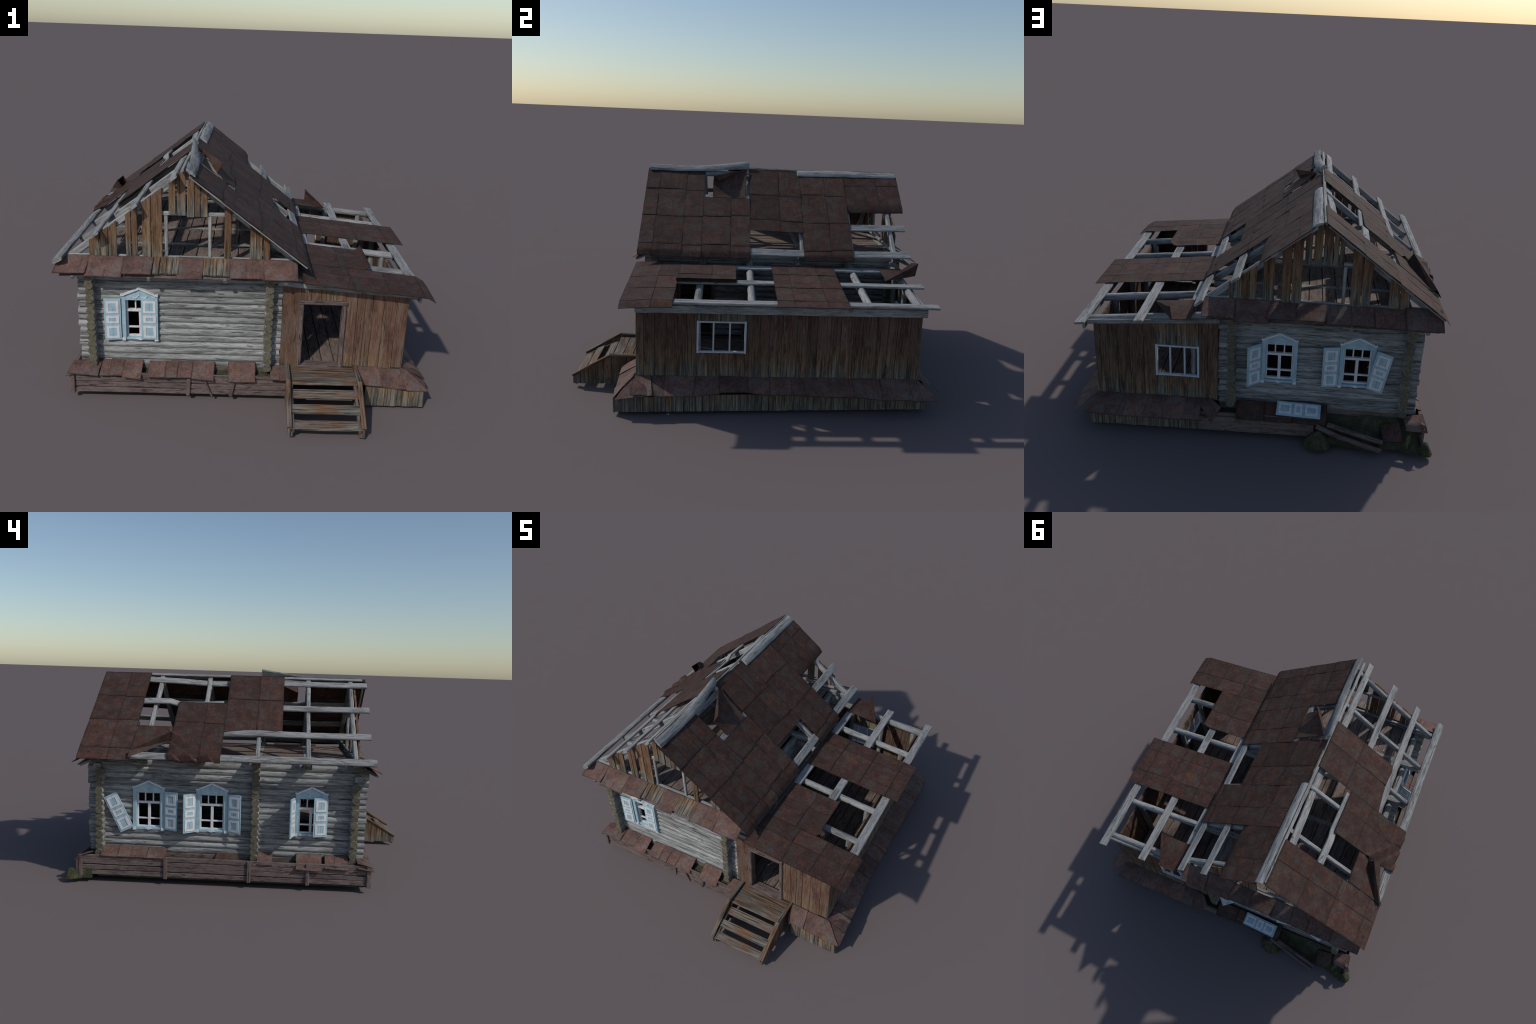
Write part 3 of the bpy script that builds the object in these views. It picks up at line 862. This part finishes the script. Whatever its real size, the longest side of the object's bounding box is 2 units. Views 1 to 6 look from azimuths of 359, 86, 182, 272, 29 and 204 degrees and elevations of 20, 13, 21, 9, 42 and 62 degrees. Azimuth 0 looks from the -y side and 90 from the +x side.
# earth inside the bank, and the mossy heap where the back corner has collapsed
def earth(name, x0, x1, y0, y1, hf, nx, ny, floor_z=0.03):
    vs, fs = [], []
    for j in range(ny + 1):
        for i in range(nx + 1):
            x = x0 + (x1 - x0) * i / nx; y = y0 + (y1 - y0) * j / ny
            h = hf(x, y) + noise.noise(V((x * 16, y * 16, 3))) * .006 + noise.noise(V((x * 60, y * 60, 1))) * .003
            vs.append((x, y, max(h, floor_z + .002)))
    n = len(vs); W = nx + 1
    vs += [(x, y, floor_z) for x, y, _ in vs]
    for j in range(ny):
        for i in range(nx):
            a = j * W + i
            fs += [(a, a + 1, a + W + 1, a + W), (a + n + W, a + n + W + 1, a + n + 1, a + n)]
    ring = list(range(W)) + [j * W + nx for j in range(1, ny + 1)] + [ny * W + i for i in range(nx - 1, -1, -1)] + [j * W for j in range(ny - 1, 0, -1)]
    for a, b in zip(ring, ring[1:] + ring[:1]):
        fs.append((b, a, a + n, b + n))
    o = add(name, mesh(name, vs, fs, [M_GRASS], smooth=60))
    o["kind"] = "stuff"
    return o

earth("earth_bank", -0.826, -0.744, -0.66, 0.80, lambda x, y: 0.128 + (x + .826) * .15, 6, 90)
earth("earth_bank", -0.820, 0.215, -0.678, -0.618, lambda x, y: 0.118 + (y + .678) * .2, 70, 5)
earth("earth_bank", -0.26, 0.250, 0.836, 0.884, lambda x, y: 0.122, 40, 4)

def heap(x, y):
    t = min(1, max(0, (y - 0.835) / 0.11))
    base = 0.092 * (1 - t) ** 1.2 + 0.038
    edge = 0.938 + 0.012 * math.sin(x * 21 + 1)
    if y > edge:
        base -= (y - edge) * 2.2
    base *= min(1, max(0, (-0.262 - x) / 0.04), max(0, (x + 0.850) / 0.02))
    m = 0
    for cx, cy, rx, ry, h in ((-0.330, 0.928, 0.066, 0.060, 0.056), (-0.800, 0.915, 0.070, 0.045, 0.026), (-0.850, 0.942, .030, .036, .050)):
        q = ((x - cx) / rx) ** 2 + ((y - cy) / ry) ** 2
        if q < 1:
            m = max(m, 0.028 + h * (1 - q) ** 0.8 + 0.010 * noise.noise(V((x * 34, y * 34, 8))))
    return max(base, m)

def heap_mesh():
    nx, ny = 90, 26
    x0, x1, y0, y1 = -0.885, -0.245, 0.832, 0.998
    vs, fs, keep = [], [], {}
    H = lambda i, j: heap(x0 + (x1 - x0) * i / nx, y0 + (y1 - y0) * j / ny)
    idx = {}
    for j in range(ny + 1):
        for i in range(nx + 1):
            x = x0 + (x1 - x0) * i / nx; y = y0 + (y1 - y0) * j / ny
            h = H(i, j)
            idx[i, j] = len(vs)
            vs.append((x, y, max(0.026, h + (noise.noise(V((x * 22, y * 22, 5))) * .008 + noise.noise(V((x * 70, y * 70, 2))) * .004 if h > .027 else 0))))
    n = len(vs)
    vs += [(x, y, 0.022) for x, y, _ in vs]
    cells = {(i, j) for j in range(ny) for i in range(nx) if max(H(i, j), H(i + 1, j), H(i, j + 1), H(i + 1, j + 1)) > 0.026}
    for i, j in cells:
        a, b, c, d = idx[i, j], idx[i + 1, j], idx[i + 1, j + 1], idx[i, j + 1]
        fs += [(a, b, c, d), (d + n, c + n, b + n, a + n)]
        for (di, dj), (p, q) in (((0, -1), (a, b)), ((1, 0), (b, c)), ((0, 1), (c, d)), ((-1, 0), (d, a))):
            if (i + di, j + dj) not in cells:
                fs.append((q, p, p + n, q + n))
    used = sorted({v for f in fs for v in f}); rm = {v: k for k, v in enumerate(used)}
    o = add("mossy_heap", mesh("mossy_heap", [vs[v] for v in used], [tuple(rm[v] for v in f) for f in fs], [M_GRASS], smooth=70))
    o["kind"] = "stuff"
heap_mesh()

# fallen boards and sheets on the heap
log("fallen_pole", (-0.318, 0.914, 0.112), (-0.636, 0.982, 0.040), 0.0135, mat=M_BROWN, cap=M_BROWN, path=[(0, 0, 0), (.35, 0, -.010), (.6, 0, -.006), (1, 0, 0)], n=8)
log("fallen_pole", (-0.372, 0.914, 0.124), (-0.640, 0.962, 0.076), 0.0125, mat=M_BROWN, cap=M_BROWN, n=8)
sheet("fallen_sheet", (-0.632, 0.866, .110), (-0.729, 0.857, .128), (-0.747, 0.930, .066), (-0.648, 0.949, .066), M_RUST)
sheet("bank_hood", (-0.744, 0.845, .153), (-0.842, 0.832, .166), (-0.858, 0.928, .140), (-0.755, 0.912, .132), M_RUSTL, bend=lambda u, v: (-.02 * max(0, (v - .75) * 4), 0))
beam("base_post", (-0.838, 0.912, 0.030), (-0.838, 0.912, 0.136), 0.014, 0.016, up=(0, 1, 0), mat=M_BROWN)

# sheets covering the bank and the annex base
def bank_sheets(edges, bulge, mat=M_RUSTL, name="bank_sheet", warp=.004):
    """edges: list of (top point, bottom point) pairs in order; consecutive pairs make one panel"""
    for (a, d), (b, c) in zip(edges, edges[1:]):
        l = V((0, 0, R.uniform(0, .004)))
        sheet(name, V(a) + l, V(b) + l, V(c) + l, V(d) + l, mat, warp=warp, nu=5, nv=5, bend=lambda u, v: (bulge * math.sin(math.pi * v), 0))

def row_x(xs, yt, zt, yb, zbs):
    return [((x, yt, zt), (x, yb, zb)) for x, zb in zip(xs, zbs)]
def row_y(ys, xt, zt, xb, zbs):
    return [((xt, y, zt), (xb, y, zb)) for y, zb in zip(ys, zbs)]

FT, FB = -0.618, -0.708
bank_sheets([((-0.842, -0.620, .164), (-0.853, FB, .144)), ((-0.745, FT, .174), (-0.752, FB, .132)), ((-0.700, FT, .175), (-0.708, FB - .004, .128))], 0)
bank_sheets(row_x([-0.700, -0.655, -0.590], FT, .176, FB, [.134, .134, .134]), 0)
bank_sheets(row_x([-0.590, -0.500], FT, .174, FB - .006, [.128, .116]), 0)
bank_sheets(row_x([-0.468, -0.385, -0.325, -0.255], FT, .174, FB - .004, [.131, .133, .133, .134]), 0)
bank_sheets(row_x([-0.255, -0.148], FT, .175, FB - .004, [.130, .117]), 0)
bank_sheets(row_x([-0.080, 0.056], FT + .002, .176, FB - .004, [.116, .117]), 0)
bank_sheets(row_x([0.127, 0.172, 0.205], -0.632, .174, -0.718, [.140, .136, .134]), 0)
# left side
bank_sheets(row_y([0.785, 0.690, 0.620, 0.530, 0.425], -0.758, .188, -0.846, [.148, .147, .148, .147, .146]), 0)
bank_sheets(row_y([-0.076, -0.160], -0.758, .184, -0.842, [.137, .132]), 0)
bank_sheets(row_y([-0.290, -0.430], -0.758, .184, -0.858, [.122, .112]), 0)
bank_sheets(row_y([-0.447, -0.500, -0.575], -0.758, .182, -0.850, [.130, .128, .124]), 0)
bank_sheets([((-0.768, -0.618, .168), (-0.850, -0.625, .138)), ((-0.775, -0.690, .139), (-0.862, -0.712, .131))], 0)
sheet("fallen_sheet", (-0.755, 0.150, .168), (-0.755, 0.030, .166), (-0.806, 0.040, .136), (-0.806, 0.160, .132), M_RUST)
# annex front, right and back
board_wall(-0.719, 'x', 0.590, 0.884, 0.0155, lambda x: 0.118 - .05 * max(0, x - .6) if x < .76 else .098, -1, (.026, .036), (), M_SKIRT, "base_plank", .0015)
board_wall(lambda y: 0.880 - 0.0455 * (y + 0.722), 'y', -0.722, 0.876, 0.0175, lambda y: 0.097 if y < -.5 else 0.106, 1, (.026, .036), (), M_SKIRT, "base_plank", .0015)
board_wall(0.876, 'x', 0.250, 0.812, 0.023, lambda x: 0.122, 1, (.026, .036), (), M_SKIRT, "base_plank", .002)
bank_sheets([((0.555, -0.632, .176), (0.574, -0.730, .126)), ((0.660, -0.632, .173), (0.676, -0.728, .120)), ((0.770, -0.632, .171), (0.795, -0.726, .108))], .003)
bank_sheets([((0.768, -0.632, .173), (0.796, -0.730, .100)), ((0.800, -0.634, .168), (0.902, -0.720, .095)), ], .003)
sheet("bank_sheet", (0.790, -0.634, .169), (0.795, -0.55, .169), (0.900, -0.53, .116), (0.906, -0.716, .092), M_RUSTL, bend=lambda u, v: (.004 * math.sin(math.pi * v), 0))
ys = [-0.635, -0.476, -0.328, -0.198, -0.058, 0.058, 0.160, 0.235, 0.307, 0.400, 0.481, 0.631, 0.780, 0.828]
zb = [.117, .106, .103, .124, .130, .115, .122, .118, .116, .113, .116, .103, .103, .100]
xb = [.902, .894, .888, .884, .885, .888, .890, .892, .893, .896, .896, .897, .903, .903]
for i in range(len(ys) - 1):
    l = (i % 2) * .0015
    sheet("bank_sheet", (0.781, ys[i] - .003, .171 + l), (0.781, ys[i + 1] + .003, .170 + l), (xb[i + 1], ys[i + 1] + .004, zb[i + 1] + l), (xb[i], ys[i] - .004, zb[i] + l), M_RUSTL, edge=.0015, warp=.003, bend=lambda u, v: (.004 * math.sin(math.pi * v), 0))
sheet("bank_sheet", (0.781, 0.822, .169), (0.783, 0.828, .168), (0.877, 0.918, .095), (0.903, 0.83, .101), M_RUSTL, bend=lambda u, v: (.006 * math.sin(math.pi * v), 0))
zt, zl = .171, .108
bank_sheets([((0.784, 0.826, zt), (0.822, 0.936, .118)), ((0.700, 0.826, zt), (0.730, 0.932, zl)), ((0.610, 0.826, zt), (0.635, 0.932, zl - .002)), ((0.520, 0.826, zt), (0.540, 0.931, zl)),
             ((0.430, 0.826, zt), (0.442, 0.931, zl - .002)), ((0.330, 0.827, .170), (0.342, 0.930, zl - .004)), ((0.250, 0.828, .170), (0.258, 0.932, .106))], .011)
sheet("bank_sheet", (0.290, 0.836, .174), (0.205, 0.834, .172), (0.152, 0.884, .162), (0.192, 0.964, .128), M_RUSTL)
bank_sheets([((0.080, 0.832, .175), (0.078, 0.918, .121)), ((-0.060, 0.832, .175), (-0.060, 0.914, .118))], 0, M_RUST)
bank_sheets([((-0.060, 0.832, .172), (-0.060, 0.912, .116)), ((-0.200, 0.830, .172), (-0.200, 0.912, .114)), ((-0.369, 0.826, .172), (-0.369, 0.913, .110))], 0, M_RUST)

# ------------------------------------------------------------------ windows
def casing_mesh():
    """carved casing: local x to the right, -y outwards, z up from the sill"""
    h = 0.0875
    it = [(-h, -0.067, -.013, .034, .012, .236, 0), (0.067, h, -.013, .034, .012, .236, 0),       # jambs
          (-0.068, 0.068, -.010, .034, 0, .013, 0),                                               # sill
          ([(-h, .2101), (h, .2101), (h, .236), (.072, .241), (0, .270), (-.072, .241), (-h, .236)], -.0115, .033, 0),
          (-h - .001, -.069, -.017, .01, -.003, .0135, 1), (.069, h + .001, -.017, .01, -.003, .0135, 1),
          ([(-.024, .006), (0, -.0015), (.024, .006), (0, .0135)], -.014, -.005, 1)]
    for s in (-1, 1):                                                                             # raking mouldings
        it.append(([(s * (h + .003), .234), (s * .071, .234), (s * .071, .243), (s * (h + .003), .243)], -.020, .02, 1))
        it.append(([(s * .074, .236), (0, .268), (0, .278), (s * .074, .2455)], -.0205, .02, 1))
        it.append((s * .039 - .002, s * .039 + .002, -.0155, -.009, .227, .238, 1))
    bm = boxes(it, .0011)
    # garland: two hanging arcs rising to a point
    pts = []
    for i in range(21):
        t = -1 + i / 10
        a = abs(t)
        z = .2235 + .010 * (2 * a - 1) ** 2 + (.006 * (1 - a * 2.5) if a < .4 else 0)
        pts.append(V((t * .038, -.0135, z)))
    rings = []
    for p in pts:
        rings.append([bm.verts.new(p + V((0, math.sin(q) * .0022, math.cos(q) * .0022))) for q in [k * math.pi / 3 for k in range(6)]])
    for a, b in zip(rings, rings[1:]):
        for k in range(6):
            f = bm.faces.new((a[k], a[(k + 1) % 6], b[(k + 1) % 6], b[k])); f.material_index = 1
    x = [bm.verts.new(V((dx, dy, z))) for dx, dy, z in ((-.0018, -.015, .238), (.0018, -.015, .238), (0, -.010, .238), (0, -.0135, .250))]
    for f in ((0, 1, 3), (1, 2, 3), (2, 0, 3)):
        bm.faces.new([x[i] for i in f]).material_index = 1
    return finish(bm, "window_casing", [M_BLUE, M_WHITE])


def sash_mesh():
    w, z0, z1, y0, y1 = .0672, .0128, .2103, .004, .018
    it = [(-w, -w + .008, y0, y1, z0, z1, 0), (w - .008, w, y0, y1, z0, z1, 0), (-w, w, y0 + .001, y1, z0, z0 + .008, 0), (-w, w, y0 + .001, y1, z1 - .006, z1, 0),
          (-w, w, y0 - .003, y1, .146, .1585, 0), (-w, w, y0 + .002, y1 - .002, .0575, .066, 0),
          (-.0075, .0075, y0 + .0005, y1 - .001, z0, .148, 0),
          (-.0255, -.0185, y0 + .002, y1 - .002, .155, z1, 0), (.0185, .0255, y0 + .002, y1 - .002, .155, z1, 0)]
    return finish(boxes(it, .001), "window_sash", [M_WHITE])


SW, SH = 0.080, 0.217
def shutter_mesh():
    """panelled shutter, local x along its width, both faces carved"""
    it = [(0, SW, -.0035, .0035, 0, SH, 0)]
    for z0, z1 in ((.010, .074), (.088, .128), (.141, .204)):
        for s in (-1, 1):
            ya, yb = sorted((s * .003, s * .0062))
            x0, x1 = .009, SW - .009
            b = .0145
            it += [(x0, x0 + b, ya, yb, z0, z1, 1), (x1 - b, x1, ya, yb, z0, z1, 1), (x0 + b * .9, x1 - b * .9, ya, yb, z0, z0 + b * .8, 1), (x0 + b * .9, x1 - b * .9, ya, yb, z1 - b * .8, z1, 1)]
            yc, yd = sorted((s * .003, s * .0046))
            xm = (x0 + x1) / 2
            it += [(x0 + b, xm - .0004, yc, yd, z0 + b * .8, z1 - b * .8, 0), (xm + .0004, x1 - b, yc, yd, z0 + b * .8, z1 - b * .8, 0)]
    return finish(boxes(it, .0012), "shutter", [M_BLUE, M_WHITE])

ME_CASE, ME_SASH, ME_SHUT = casing_mesh(), sash_mesh(), shutter_mesh()
Rz = lambda d: Matrix.Rotation(math.radians(d), 4, 'Z')
Ry = lambda d: Matrix.Rotation(math.radians(d), 4, 'Y')
T = lambda x, y, z: Matrix.Translation((x, y, z))


def window(key, shutters):
    c, z = WIN[key]
    face = LR - 0.007
    M = {'F': T(c, YF - face, z), 'L': T(XL - face, c, z) @ Rz(-90), 'B': T(c, YB + face, z) @ Rz(180)}[key[0]]
    o = add("window_casing", ME_CASE, M)
    add("window_sash", ME_SASH, Matrix(), o)
    for S in shutters:
        add("shutter", ME_SHUT, S, o)

left = lambda a, dz=0.004: T(-0.089, -0.016, dz) @ Rz(180 + a)
right = lambda a, dz=0.004: T(0.089, -0.016, dz) @ Rz(-a)
window('F', [left(7), T(0.088, -0.0165, 0.008) @ Rz(180 + 1)])
window('L1', [T(-0.117, -0.021, -0.002) @ Ry(-26.5) @ T(-SW / 2, 0, 0), right(20)])
window('L2', [left(40, 0), right(24, .002)])
window('L3', [left(72, 0), T(0.090, -0.019, 0.004) @ Rz(180 + 16)])
window('B1', [left(40, 0)])
window('B2', [left(10, .004), T(0.087, -0.026, -0.001) @ Rz(-14) @ Ry(10) @ T(-SW / 2 + .004, 0, 0)])
A, B, D = V((-0.122, 0.834, 0.184)), V((-0.340, 0.842, 0.181)), V((-0.118, 0.912, 0.153))
zx = (B - A).normalized()
xx = (D - A).normalized()
Ms = Matrix((xx, zx.cross(xx), zx)).transposed().to_4x4(); Ms.translation = A + V((0, 0, .004))
add("shutter", ME_SHUT, Ms)

print("objects", len(bpy.data.objects), {k: v for k, v in COUNT.items() if v > 40})
